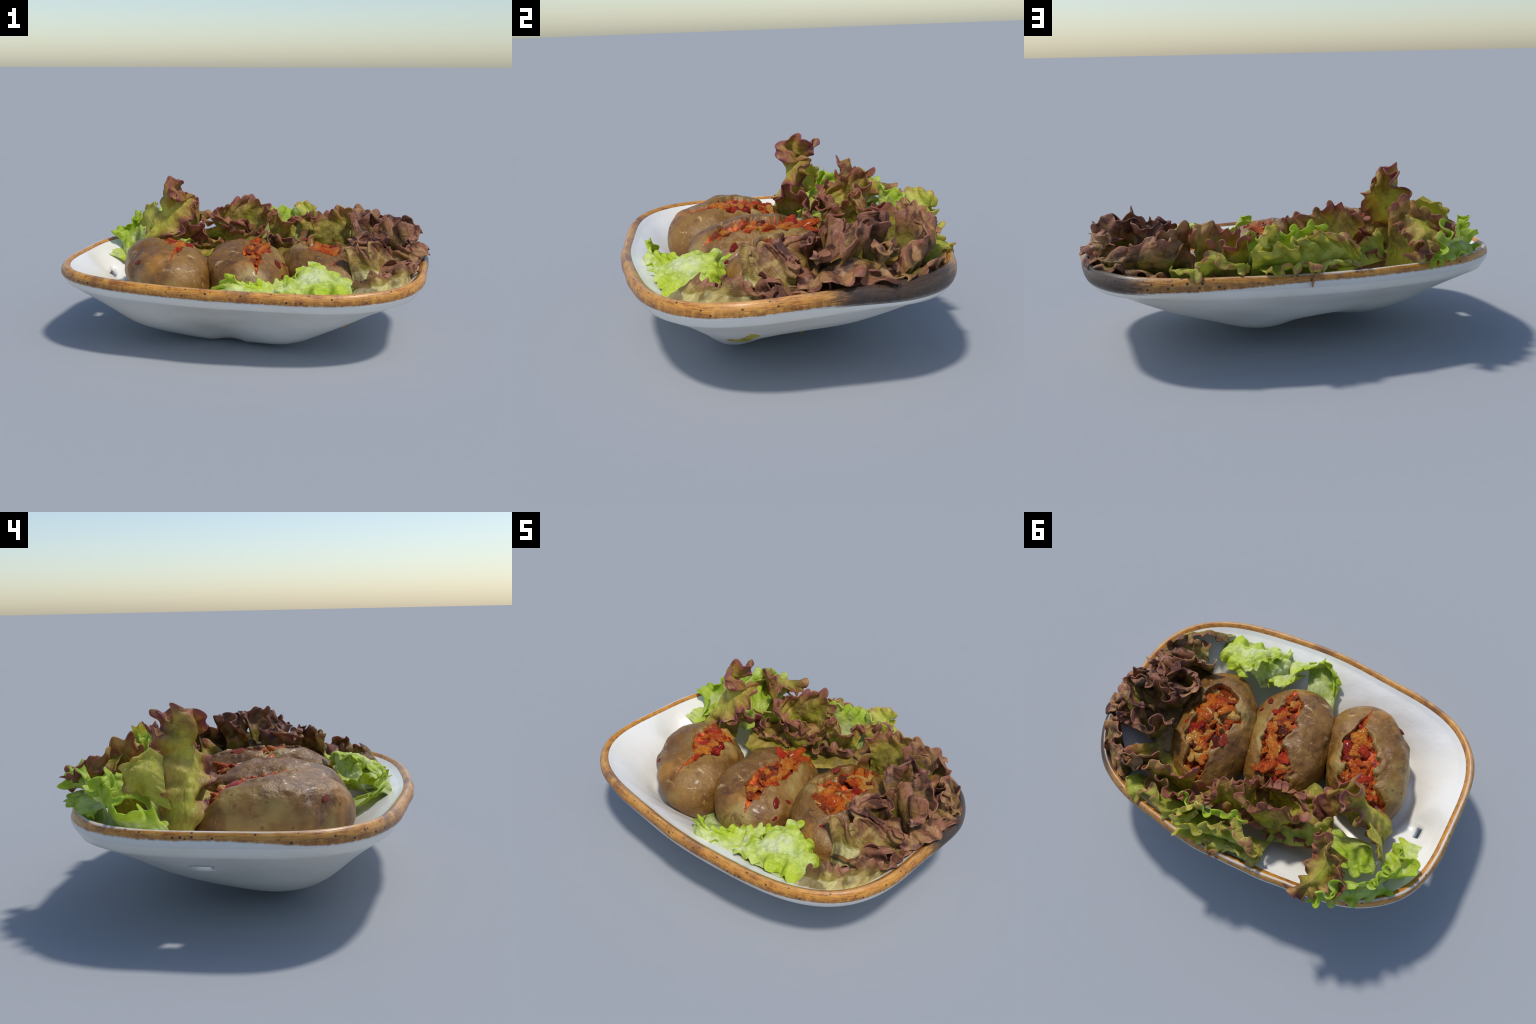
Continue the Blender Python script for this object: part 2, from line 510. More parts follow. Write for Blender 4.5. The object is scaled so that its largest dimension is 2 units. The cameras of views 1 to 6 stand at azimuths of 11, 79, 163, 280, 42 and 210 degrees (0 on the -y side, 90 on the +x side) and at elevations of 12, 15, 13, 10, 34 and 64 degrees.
    for name, sel, mat in (("body", lambda f: not is_rim(f), M_GLAZE), ("rim", is_rim, M_RIM)):
        fs = [f for f in F if sel(f)]
        used = sorted({v for f in fs for v in f})
        m = {v: i for i, v in enumerate(used)}
        me = bpy.data.meshes.new(name)
        me.from_pydata([tuple(map(float, V[v])) for v in used], [], [tuple(m[v] for v in f) for f in fs])
        me.polygons.foreach_set("use_smooth", [True] * len(me.polygons))
        if name == "rim":
            lay = me.uv_layers.new(name="UVMap")
            k = 0
            for f in fs:
                js = [v % NT for v in f]
                seam = max(js) - min(js) > 2
                for v, j in zip(f, js):
                    jj = NT if (seam and j == 0) else j
                    lay.data[k].uv = (along[jj], (v // NT - n_in + 1) / (n_rim - n_in))
                    k += 1
        me.materials.append(mat)
        me.update()
        me.normals_split_custom_set_from_vertices([tuple(map(float, nor[v])) for v in used])
        link(bpy.data.objects.new(name, me), root)


build_dish()


# ---------------------------------------------------------------- stuffed eggplants
def lerp_table(tab, x):
    xs = [t[0] for t in tab]
    return [np.interp(x, xs, [t[c] for t in tab]) for c in range(1, len(tab[0]))]


def chunk_mesh(name, seed, stretch):
    import bmesh
    bm = bmesh.new()
    bmesh.ops.create_icosphere(bm, subdivisions=3, radius=1.0)
    for v in bm.verts:
        p = v.co.copy()
        k = 1 + 0.55 * mnoise.fractal(p * 1.1 + Vector((seed * 3.1, seed, -seed)), 1.0, 2.0, 4, noise_basis="PERLIN_ORIGINAL")
        k += 0.22 * abs(mnoise.noise(p * 2.6 + Vector((seed, 0, 0))))
        v.co = Vector((p.x * stretch[0], p.y * stretch[1], p.z * stretch[2])) * k
    me = bpy.data.meshes.new(name)
    bm.to_mesh(me)
    bm.free()
    me.polygons.foreach_set("use_smooth", [True] * len(me.polygons))
    return me


STRETCH = [(1.1, 0.85, 0.7), (1.5, 0.8, 0.65), (0.95, 0.95, 0.8), (1.8, 0.7, 0.5), (1.2, 1.0, 0.6)]
CHUNK_MESHES = {}
for mi, mat in enumerate(CHUNKS):
    for s in range(5):
        me = chunk_mesh("stuffing_piece", mi * 7.3 + s * 1.7 + 1, STRETCH[s])
        me.materials.append(mat)
        CHUNK_MESHES[mi, s] = me
FLAKES = []
for s in range(3):
    me = chunk_mesh("chilli_flake", 40 + s * 2.3, (1.3, 0.75, 0.28))
    me.materials.append(M_FLAKE)
    FLAKES.append(me)


def eggplant(label, c, back, L, W, H, tilt, roll, pw_front, pw_back, slit, depth, pile, seed, n_chunks, flakes, kinds):
    """c centre, back = unit direction of the stalk end, slit rows: (along, centre, half width)."""
    c = np.array(c)
    back = np.array([back[0], back[1], 0.0]) / math.hypot(*back)
    side = np.array([back[1], -back[0], 0.0])
    NA, NP = 170, 260
    al = np.linspace(0.012, math.pi - 0.012, NA)
    s = -np.cos(al)
    ph = np.arange(NP) * TAU / NP
    S, PH = np.meshgrid(s, ph, indexing="ij")
    p = np.where(S < 0, pw_front, pw_back)
    rad = np.maximum(1 - np.abs(S) ** p, 0) ** 0.5
    sq = lambda q: np.sign(q) * np.abs(q) ** 0.86
    X = W * rad * sq(np.sin(PH))
    Z = H * rad * sq(np.cos(PH))
    X = X * (1 - 0.20 * smoothstep(0.0, 0.7, -Z / H))        # sides tuck in underneath
    A = S * L
    # gentle lumps
    base = np.stack([X, A, Z], -1).reshape(-1, 3)
    lump = fbm_many(base, 5.5, 3, seed).reshape(A.shape)
    fine = fbm_many(base, 14, 3, seed + 5).reshape(A.shape)
    k = 1 + 0.075 * lump + 0.02 * fine
    X, Z = X * k, Z * k
    # the slit: lips roll up, the hollow sinks between them
    cen, half = lerp_table(slit, A.ravel())
    cen, half = cen.reshape(A.shape), np.maximum(half.reshape(A.shape), 1e-4)
    half = half * (1 + 0.55 * fbm_many(base, 13, 3, seed + 9).reshape(A.shape))
    inside = (A > slit[0][0]) & (A < slit[-1][0]) & (Z > -0.02)
    d = np.where(inside, np.abs(X - cen) / np.maximum(half, 0.004), 9)
    sink = depth * np.sqrt(np.clip(1 - d ** 2, 0, 1)) * np.clip(half / 0.04, 0.15, 1)
    liprise = 0.006 * np.exp(-((d - 1.35) / 0.35) ** 2) * np.clip(half / 0.05, 0.2, 1)
    crust = 0.010 * fbm_many(base, 30, 3, seed + 3).reshape(A.shape) * (d < 1)
    Z = Z - sink + liprise + crust - roll * X
    P = c + X[..., None] * side + A[..., None] * (back * math.cos(tilt) + UP * math.sin(tilt)) + Z[..., None] * UP
    V = P.reshape(-1, 3)
    uz, _ = under_z(V)
    V[:, 2] = np.maximum(V[:, 2], uz + 0.04)
    F = grid_faces(NA, NP, wrap=True)
    V = np.vstack([V, P[0].mean(0), P[-1].mean(0)])
    a0, a1 = len(V) - 2, len(V) - 1
    caps = []
    for j in range(NP):
        caps.append((a0, (j + 1) % NP, j))
        caps.append((a1, (NA - 1) * NP + j, (NA - 1) * NP + (j + 1) % NP))
    root = bpy.data.objects.new("stuffed_eggplant", None)
    link(root)
    root["label"] = label
    root["category"] = "stuffed eggplant"
    dv = np.append(d.ravel(), [9, 9])
    tmp = bpy.data.meshes.new("tmp")
    tmp.from_pydata([tuple(v) for v in V], [], F + caps)
    tmp.update()
    nor = np.empty(len(V) * 3, np.float32)
    tmp.vertices.foreach_get("normal", nor)
    nor = nor.reshape(-1, 3)
    bpy.data.meshes.remove(tmp)
    flip = nor[NA // 2 * NP + NP // 2][2] > 0          # bottom must point down
    if flip:
        F = [f[::-1] for f in F]
        caps = [f[::-1] for f in caps]
        nor = -nor
    paste = [f for f in F if np.mean(dv[list(f)]) < 0.93]
    skin = [f for f in F if not np.mean(dv[list(f)]) < 0.93] + caps
    for name, fs, mat in (("skin", skin, M_SKIN), ("paste", paste, M_PASTE)):
        used = sorted({v for f in fs for v in f})
        m = {v: i for i, v in enumerate(used)}
        me = bpy.data.meshes.new(name)
        me.from_pydata([tuple(map(float, V[v])) for v in used], [], [tuple(m[v] for v in f) for f in fs])
        me.polygons.foreach_set("use_smooth", [True] * len(me.polygons))
        me.materials.append(mat)
        me.update()
        me.normals_split_custom_set_from_vertices([tuple(map(float, nor[v])) for v in used])
        link(bpy.data.objects.new(name, me), root)
    # chopped filling heaped in the slit
    r = np.random.default_rng(int(seed * 100))
    lo, hi = slit[0][0] + 0.03, slit[-1][0] - 0.01
    n = 0
    tries = 0
    while n < n_chunks and tries < 4000:
        tries += 1
        a = r.uniform(lo, hi)
        ce, ha = [float(q) for q in lerp_table(slit, np.array([a]))]
        if r.random() > ha / max(t[2] for t in slit) + 0.08:
            continue
        x = ce + r.uniform(-1, 1) * ha * 0.95
        sf = a / L
        pw = pw_front if sf < 0 else pw_back
        rr = max(1 - abs(sf) ** pw, 0.02) ** 0.5
        z = H * rr * max(1 - min(abs(x) / (W * rr), 0.98) ** 2.33, 0.03) ** 0.43
        e = abs(x - ce) / ha
        size = r.uniform(0.4, 1.05) ** 1.5 * min(0.052, 0.012 + ha * 0.42)
        z += -roll * x - depth * 0.62 - size * 0.2 + pile * (1 - e * e) * r.uniform(0.3, 1.0)
        mi = r.choice(4, p=kinds)
        o = bpy.data.objects.new("stuffing_piece", CHUNK_MESHES[int(mi), int(r.integers(5))])
        link(o, root)
        o.location = c + x * side + a * (back * math.cos(tilt) + UP * math.sin(tilt)) + z * UP
        o.rotation_euler = (r.uniform(-0.7, 0.7), r.uniform(-0.7, 0.7), r.uniform(0, TAU))
        o.scale = (size, size, size)
        n += 1
    for (fx, fa, sz, rot) in flakes:
        sf = fa / L
        pw = pw_front if sf < 0 else pw_back
        rr = max(1 - abs(sf) ** pw, 0.02) ** 0.5
        z = H * rr * max(1 - (abs(fx) / (W * rr)) ** 2.33, 0.0) ** 0.43 if abs(fx) < W * rr else 0
        z -= roll * fx
        o = bpy.data.objects.new("chilli_flake", FLAKES[int(r.integers(3))])
        link(o, root)
        loc = c + fx * side + fa * (back * math.cos(tilt) + UP * math.sin(tilt)) + z * UP
        o.location = loc
        nrm = Vector(((fx / W ** 2) * side + (fa / L ** 2) * back + (z / H ** 2) * UP))
        q = nrm.to_track_quat("Z", "Y")
        o.rotation_mode = "QUATERNION"
        from mathutils import Quaternion
        o.rotation_quaternion = q @ Quaternion((0, 0, 1), rot)
        o.scale = (sz, sz, sz)


eggplant("olive brown pickled eggplant slit open over orange stuffing", (-0.42, -0.165, 0.344), (-0.55, 0.835), 0.360, 0.236, 0.2, 0.0, 0.15, 2.4, 1.8,
         [(-0.27, -0.075, 0.003), (-0.23, -0.045, 0.014), (-0.15, 0.02, 0.03), (-0.09, 0.05, 0.065), (0.0, 0.045, 0.085), (0.1, 0.07, 0.08), (0.2, 0.045, 0.065), (0.29, 0.0, 0.05), (0.345, -0.02, 0.02)],
         0.055, 0.022, 3.1, 64, [(-0.21, -0.13, 0.016, 0.5)], [0.62, 0.13, 0.14, 0.11])
eggplant("olive brown pickled eggplant with narrow strip of walnut stuffing", (0.02, -0.095, 0.325), (-0.23, 0.97), 0.352, 0.246, 0.2, 0.0, 0.11, 2.5, 2.3,
         [(-0.31, 0.03, 0.004), (-0.26, 0.03, 0.012), (-0.18, 0.015, 0.05), (-0.07, 0.03, 0.07), (0.05, 0.055, 0.065), (0.15, 0.055, 0.075), (0.28, 0.0, 0.08), (0.32, 0.0, 0.03)],
         0.055, 0.018, 7.7, 60, [(0.15, -0.19, 0.022, 0.9), (0.17, -0.24, 0.012, 0.2), (0.19, -0.13, 0.013, 1.9)], [0.58, 0.12, 0.16, 0.14])
eggplant("olive brown pickled eggplant opened wide over chopped pepper and walnut", (0.43, 0.035, 0.322), (-0.28, 0.96), 0.393, 0.240, 0.2, 0.0, 0.12, 2.8, 2.0,
         [(-0.235, 0.0, 0.01), (-0.2, -0.015, 0.06), (-0.15, -0.02, 0.1), (0.0, -0.012, 0.125), (0.08, 0.02, 0.105), (0.18, 0.02, 0.07), (0.29, 0.03, 0.055), (0.34, 0.02, 0.01)],
         0.09, 0.014, 12.9, 80, [(0.1, -0.29, 0.016, 0.4), (-0.1, 0.12, 0.03, 0.3), (0.0, -0.3, 0.01, 0.3)], [0.54, 0.15, 0.22, 0.09])


# ---------------------------------------------------------------- lettuce
def catmull(P, n):
    """P (m, ...) control rows -> n rows through them."""
    P = np.asarray(P, float)
    m = len(P)
    if m == 2:
        t = np.linspace(0, 1, n).reshape(-1, *[1] * (P.ndim - 1))
        return P[0] * (1 - t) + P[1] * t
    E = np.concatenate([[2 * P[0] - P[1]], P, [2 * P[-1] - P[-2]]])
    t = np.linspace(0, m - 1, n)
    i = np.minimum(t.astype(int), m - 2)
    f = (t - i).reshape(-1, *[1] * (P.ndim - 1))
    a, b, c, d = E[i], E[i + 1], E[i + 2], E[i + 3]
    return 0.5 * (2 * b + (c - a) * f + (2 * a - 5 * b + 4 * c - d) * f ** 2 + (3 * b - a - 3 * c + d) * f ** 3)


def resample_even(rows, n):
    """catmull along columns so samples are even along the last row's length."""
    rows = [np.asarray(r, float) for r in rows]
    m = max(len(r) for r in rows)
    dense = []
    for r in rows:
        q = catmull(r, 400)
        s = np.concatenate([[0], np.cumsum(np.linalg.norm(np.diff(q, axis=0), axis=1))])
        t = np.linspace(0, s[-1], n)
        dense.append(np.stack([np.interp(t, s, q[:, k]) for k in range(3)], -1))
    return np.stack(dense)


LEAF_LABELS = {}


def leaf(rows, mat, label, seed, amp=0.03, wave=0.11, frill=("top",), width=0.55, amp2=0.006, wave2=0.055, horn=0.02, curl=0.02, bow=0.0, thick=0.007, rough=0.006, gap=0.0055, keep_in=True):
    """A frilled blade lofted through rows of control points from the rib (first row) to the margin (last row)."""
    coarse = resample_even(rows, 60)
    seglen = np.linalg.norm(np.diff(coarse[-1], axis=0), axis=1).sum()
    nu = int(max(24, min(170, max(seglen, np.linalg.norm(np.diff(coarse[0], axis=0), axis=1).sum()) / gap)))
    hgt = np.linalg.norm(np.diff(coarse, axis=0), axis=2).sum(0).mean()
    nv = int(max(12, min(80, hgt / gap)))
    G = catmull(resample_even(rows, nu), nv)              # (nv, nu, 3)
    du = np.gradient(G, axis=1)
    dv = np.gradient(G, axis=0)
    N = np.cross(du, dv)
    N /= np.linalg.norm(N, axis=2)[..., None] + 1e-9
    lu = np.concatenate([np.zeros((nv, 1)), np.cumsum(np.linalg.norm(np.diff(G, axis=1), axis=2), 1)], 1)
    lv = np.concatenate([np.zeros((1, nu)), np.cumsum(np.linalg.norm(np.diff(G, axis=0), axis=2), 0)], 0)
    U, Vv = np.meshgrid(np.linspace(0, 1, nu), np.linspace(0, 1, nv))
    w = np.zeros_like(U)
    run = lu.copy()
    edge_dir = np.zeros_like(G)
    for f in frill:
        if f == "top":
            e, dirv, r = (Vv - (1 - width)) / width, dv, lu
        elif f == "left":
            e, dirv, r = (width - U) / width, -du, lv + 0.37
        else:
            e, dirv, r = (U - (1 - width)) / width, du, lv + 0.81
        e = np.clip(e, 0, 1)
        upd = e > w
        run = np.where(upd, r, run)
        edge_dir = np.where(upd[..., None], dirv, edge_dir)
        w = np.maximum(w, e)
    edge_dir /= np.linalg.norm(edge_dir, axis=2)[..., None] + 1e-9
    flat = G.reshape(-1, 3)
    n1 = fbm_many(flat, 6.0, 2, seed).reshape(U.shape)
    n2 = fbm_many(flat, 14.0, 2, seed + 4).reshape(U.shape)
    n3 = fbm_many(flat, 26.0, 3, seed + 8).reshape(U.shape)
    ph = TAU * run / wave + 2.6 * n1 + seed
    ph2 = TAU * run / wave2 + 2.2 * n2 + seed * 1.7
    s1 = np.sin(ph)
    s2 = np.sin(ph2)
    w15, w3 = w ** 1.4, w ** 2.6
    am = amp * (0.8 + 1.1 * np.clip(n1 + 0.3, -0.4, 0.8))
    disp = am * s1 * w15 + amp2 * s2 * w3 + rough * n3 + 0.03 * n1 * (1 - 0.6 * w)
    # the crest rolls over, now to one side and now to the other
    roll = curl * np.sin(TAU * run / (wave * 2.7) + seed * 2.3 + 1.5 * n1)
    disp += roll * w ** 4
    # the margin grows out into soft points and draws in between them
    reach = (0.008 + horn * (np.abs(s1) ** 4 - 0.3) + 0.25 * horn * s2 + 0.006 * n3) * w ** 3 - np.abs(roll) * 0.5 * w ** 5
    side = du / (np.linalg.norm(du, axis=2)[..., None] + 1e-9)
    G = G + N * disp[..., None] + edge_dir * reach[..., None] - side * (0.14 * wave * np.sin(2 * ph) * np.clip(am / (0.3 * wave), 0, 1) * w3)[..., None]
    if bow:
        G = G + N * (bow * np.sin(np.pi * Vv))[..., None]
    V = G.reshape(-1, 3)
    if not keep_in:                      # pressed flat against the outside of the dish
        uz, kk = under_z(V)
        V[:, 2] = uz - 0.003
    if keep_in:
        uz, kk = under_z(V)
        V[:, 2] = np.where(kk < 0.97, np.maximum(V[:, 2], uz + 0.045), V[:, 2])
    uv = np.stack([run, w], -1).reshape(-1, 2)
    o = mesh_obj("lettuce_leaf", V, grid_faces(nv, nu), mat, uv=uv)
    m = o.modifiers.new("Thickness", "SOLIDIFY")
    m.thickness = thick
    m.offset = 0
    m2 = o.modifiers.new("Soften", "SUBSURF")
    m2.levels = 1
    m2.render_levels = 1
    o["label"] = label
    o["category"] = "lettuce leaf"
    return o


# tall leaf standing behind the first eggplant
leaf([[(-.70, .24, .34), (-.70, .18, .33), (-.71, .12, .34), (-.66, .10, .36)],
      [(-.665, .265, .47), (-.67, .20, .47), (-.65, .13, .47), (-.55, .115, .48)],
      [(-.61, .275, .57), (-.615, .22, .575), (-.57, .16, .57), (-.43, .09, .55)],
      [(-.555, .28, .66), (-.56, .22, .67), (-.52, .16, .66), (-.38, .15, .625)],
      [(-.525, .275, .73), (-.525, .215, .74), (-.495, .145, .73), (-.375, .25, .705)],
      [(-.475, .32, .79), (-.495, .23, .83), (-.494, .10, .775), (-.42, .17, .74)]],
     L_TALL, "tall upright lettuce leaf with purple frilled tip", 1.3, amp=0.026, wave=0.13, frill=("top", "right", "left"), width=0.42, horn=0.010, curl=0.012)
leaf([[(-.68, .20, .44), (-.655, .23, .54), (-.60, .25, .64)],
      [(-.70, .28, .48), (-.69, .29, .58), (-.63, .28, .67)],
      [(-.69, .29, .49), (-.71, .37, .55), (-.745, .375, .61), (-.71, .34, .65), (-.63, .30, .675)]],
     L_FLAP, "yellow green lettuce lobe folding outward", 2.9, amp=0.018, wave=0.13, horn=0.012)
leaf([[(-.60, .12, .36), (-.56, .16, .36), (-.50, .20, .36)],
      [(-.55, .11, .46), (-.50, .15, .48), (-.46, .20, .47)],
      [(-.50, .08, .52), (-.44, .10, .545), (-.36, .15, .575), (-.32, .18, .56), (-.31, .25, .52), (-.36, .28, .46)]],
     L_MIX, "purple frill beside the tall leaf", 3.3, amp=0.022, wave=0.11)
# corner leaves at the back left
leaf([[(-.38, .40, .34), (-.48, .46, .34), (-.58, .47, .34)],
      [(-.40, .42, .48), (-.49, .48, .50), (-.60, .51, .48)],
      [(-.395, .41, .63), (-.43, .44, .69), (-.47, .455, .715), (-.52, .48, .67), (-.56, .50, .65), (-.62, .59, .61), (-.60, .67, .55)]],
     L_MIX, "bronze green lettuce leaf with pink frilled margin", 4.1, amp=0.022, wave=0.11)
leaf([[(-.42, .44, .58), (-.50, .45, .63), (-.60, .46, .59)],
      [(-.43, .55, .55), (-.51, .55, .61), (-.59, .56, .56)],
      [(-.41, .65, .51), (-.47, .65, .575), (-.54, .66, .53)],
      [(-.38, .70, .49), (-.42, .725, .54), (-.48, .73, .49)]],
     L_MIX, "curled red and green lettuce tongue over the rim", 5.7, amp=0.02, wave=0.10, frill=("left", "right", "top"), width=0.4, horn=0.012)
leaf([[(-.50, .56, .40), (-.60, .56, .40), (-.70, .52, .40), (-.80, .40, .40)],
      [(-.50, .62, .47), (-.61, .57, .50), (-.69, .53, .51), (-.79, .43, .49)],
      [(-.50, .69, .51), (-.56, .68, .55), (-.62, .61, .60), (-.66, .55, .59), (-.72, .52, .56), (-.764, .48, .53), (-.785, .44, .595), (-.80, .39, .55)]],
     L_GREEN, "light green lettuce leaf with ragged crest", 6.2, amp=0.026, wave=0.11)
leaf([[(-.50, .58, .46), (-.60, .56, .48), (-.70, .50, .48), (-.78, .42, .47)],
      [(-.50, .64, .47), (-.60, .61, .48), (-.71, .55, .47), (-.80, .46, .46)],
      [(-.49, .69, .44), (-.56, .67, .45), (-.64, .635, .445), (-.72, .58, .44), (-.79, .53, .44), (-.86, .45, .44)]],
     L_GREEN, "light green lettuce fringe resting on the rim", 7.9, amp=0.02, wave=0.09)
leaf([[(-.74, .16, .30), (-.80, .22, .34), (-.82, .32, .38), (-.76, .44, .40)],
      [(-.78, .20, .40), (-.85, .28, .43), (-.85, .36, .45), (-.77, .44, .48)],
      [(-.784, .24, .455), (-.84, .27, .49), (-.92, .335, .485), (-.85, .375, .51), (-.80, .42, .56)]],
     L_GREEN, "yellow green lettuce tuft against the dish wall", 8.8, amp=0.018, wave=0.09)
leaf([[(-.88, .14, .385), (-.90, .25, .395), (-.88, .36, .40)],
      [(-.82, .14, .36), (-.83, .25, .40), (-.82, .35, .42)],
      [(-.78, .13, .34), (-.765, .20, .38), (-.75, .27, .42), (-.76, .34, .44)]],
     L_PALE, "pale lettuce leaf flat on the dish wall", 9.2, amp=0.014, wave=0.09)
# rolled cup in the middle of the back row
leaf([[(-.07, .36, .37), (-.05, .40, .37), (-.10, .44, .37), (-.17, .42, .37), (-.19, .37, .37), (-.15, .33, .37), (-.09, .33, .37)],
      [(.005, .32, .46), (.02, .38, .49), (-.07, .46, .50), (-.18, .43, .50), (-.24, .35, .50), (-.18, .29, .47), (-.07, .28, .45)],
      [(.03, .255, .515), (.055, .31, .58), (.065, .355, .635), (.02, .42, .65), (-.04, .465, .68), (-.118, .43, .70), (-.20, .40, .66), (-.28, .39, .62), (-.27, .30, .62), (-.22, .255, .60), (-.17, .25, .585), (-.10, .27, .58), (-.055, .28, .585), (-.03, .27, .54)]],
     L_MIX, "deep bronze lettuce cup with frilled lip", 10.4, amp=0.02, wave=0.10, width=0.4, curl=0.012)
leaf([[(-.05, .30, .40), (-.11, .28, .40), (-.18, .30, .40)],
      [(-.02, .26, .46), (-.10, .25, .47), (-.20, .27, .48)],
      [(.06, .25, .52), (.02, .255, .53), (-.03, .28, .52), (-.08, .25, .535), (-.14, .24, .55), (-.20, .25, .56), (-.25, .28, .56)]],
     L_MIX, "wine red lettuce frill below the cup", 10.9, amp=0.022, wave=0.085)
leaf([[(-.36, .30, .36), (-.26, .30, .36), (-.16, .32, .36)],
      [(-.36, .24, .42), (-.25, .22, .43), (-.15, .24, .41)],
      [(-.40, .26, .45), (-.31, .20, .445), (-.26, .18, .465), (-.223, .195, .492), (-.18, .22, .46), (-.12, .24, .43)]],
     L_MIX, "small curled bronze lettuce scrap", 11.6, amp=0.018, wave=0.08)
leaf([[(-.06, .36, .36), (.08, .38, .36), (.22, .44, .36)],
      [(-.06, .30, .42), (.07, .31, .44), (.20, .37, .43)],
      [(-.06, .25, .46), (.02, .26, .47), (.08, .30, .50), (.13, .33, .48), (.19, .38, .465), (.24, .40, .43)]],
     L_DARK, "dark maroon lettuce leaf in the shade", 12.8, amp=0.022, wave=0.085)
leaf([[(.04, .44, .38), (.12, .44, .38), (.20, .46, .38)],
      [(.05, .40, .49), (.12, .40, .50), (.20, .44, .47)],
      [(.05, .33, .62), (.085, .35, .635), (.13, .37, .60), (.17, .34, .57), (.21, .40, .57), (.17, .46, .58), (.22, .50, .58)]],
     L_MIX, "purple bronze lettuce frill", 13.1, amp=0.018, wave=0.09)
leaf([[(-.15, .50, .40), (-.28, .45, .40), (-.40, .38, .40)],
      [(-.16, .45, .45), (-.29, .41, .46), (-.42, .33, .47)],
      [(-.12, .40, .50), (-.22, .41, .50), (-.31, .38, .51), (-.37, .345, .525), (-.43, .28, .53)]],
     L_BACK, "yellow green lettuce leaf sweeping behind the eggplants", 13.7, amp=0.014, wave=0.13)
# green row along the far rim
leaf([[(.30, .50, .40), (.12, .50, .39), (-.06, .50, .39), (-.17, .48, .39)],
      [(.31, .58, .48), (.13, .60, .49), (-.05, .60, .48), (-.17, .58, .45)],
      [(.31, .60, .56), (.27, .66, .575), (.20, .68, .56), (.127, .62, .60), (.098, .58, .57), (.05, .60, .60), (0, .545, .60), (-.06, .57, .59), (-.118, .60, .59), (-.15, .63, .55), (-.185, .59, .50)]],
     L_BACK, "broad green lettuce leaf with bronze crest", 14.5, amp=0.022, wave=0.11)
leaf([[(.30, .46, .42), (.12, .46, .42), (-.02, .46, .42)],
      [(.31, .52, .52), (.14, .52, .53), (-.02, .50, .53)],
      [(.32, .54, .60), (.25, .55, .60), (.18, .56, .61), (.127, .545, .635), (.06, .53, .615), (0, .53, .63), (-.05, .50, .62)]],
     L_GREEN, "green lettuce leaf rising behind the cup", 14.9, amp=0.02, wave=0.10)
leaf([[(.28, .57, .48), (.12, .60, .48), (-.02, .60, .47), (-.16, .56, .46)],
      [(.28, .65, .48), (.12, .67, .485), (-.02, .65, .48), (-.16, .62, .46)],
      [(.27, .69, .46), (.18, .70, .49), (.11, .66, .50), (.07, .70, .48), (.03, .70, .425), (-.02, .64, .47), (-.10, .64, .48), (-.15, .64, .48), (-.18, .60, .46)]],
     L_BACK, "ragged green lettuce fringe over the rim", 15.2, amp=0.02, wave=0.08)
leaf([[(.26, .50, .44), (.28, .53, .44), (.26, .55, .44), (.23, .53, .44)],
      [(.25, .53, .54), (.28, .58, .54), (.25, .60, .54), (.22, .56, .54)],
      [(.19, .55, .61), (.18, .565, .645), (.224, .60, .65), (.272, .65, .64), (.27, .66, .59), (.22, .62, .58), (.19, .57, .59)]],
     L_BACK, "small trumpet of curled lettuce", 16.6, amp=0.014, wave=0.08, horn=0.012, width=0.4, curl=0.01)
leaf([[(.32, .40, .38), (.42, .42, .38), (.52, .42, .38)],
      [(.32, .40, .50), (.42, .43, .51), (.53, .45, .50)],
      [(.315, .345, .605), (.335, .43, .605), (.38, .44, .62), (.43, .43, .64), (.463, .44, .66), (.52, .48, .65), (.56, .49, .62), (.535, .43, .575)]],
     L_MIX, "olive lettuce leaf with tan folded crest", 17.3, amp=0.02, wave=0.11)
leaf([[(.64, .46, .41), (.54, .47, .40), (.42, .49, .40), (.30, .50, .40)],
      [(.66, .52, .47), (.56, .55, .47), (.44, .56, .48), (.31, .56, .46)],
      [(.67, .54, .49), (.585, .625, .465), (.545, .58, .51), (.50, .57, .54), (.46, .575, .54), (.43, .60, .50), (.37, .63, .50), (.33, .60, .48)]],
     L_BACK, "bronze green lettuce frill lying on the rim", 18.4, amp=0.022, wave=0.10)
leaf([[(.48, .44, .44), (.36, .48, .44), (.24, .46, .44)],
      [(.47, .47, .51), (.36, .50, .52), (.23, .49, .51)],
      [(.47, .47, .58), (.42, .50, .58), (.37, .54, .575), (.30, .56, .60), (.27, .51, .595), (.21, .54, .58), (.19, .48, .57), (.22, .45, .56)]],
     L_MIX, "bronze lettuce frill with rosy curls", 18.8, amp=0.022, wave=0.085)
# dark red cluster at the right
leaf([[(.54, .34, .40), (.62, .38, .40), (.70, .37, .40)],
      [(.54, .39, .52), (.61, .42, .54), (.70, .42, .52)],
      [(.53, .42, .60), (.57, .435, .67), (.62, .45, .645), (.69, .48, .632), (.74, .47, .59)]],
     L_DARK, "brown red upright lettuce leaf", 19.7, amp=0.018, wave=0.17, amp2=0.003, rough=0.004, horn=0.014)
leaf([[(.62, .13, .40), (.64, .20, .40), (.68, .25, .40), (.72, .23, .40), (.74, .16, .40)],
      [(.61, .13, .50), (.63, .21, .52), (.67, .28, .53), (.73, .25, .53), (.75, .17, .52)],
      [(.565, .16, .60), (.60, .20, .625), (.625, .25, .655), (.615, .31, .65), (.66, .33, .635), (.70, .31, .62), (.75, .263, .63), (.755, .22, .65), (.742, .18, .655)]],
     L_DARK, "purple brown domed lettuce leaf", 20.9, amp=0.018, wave=0.14, amp2=0.003, rough=0.004, horn=0.014)
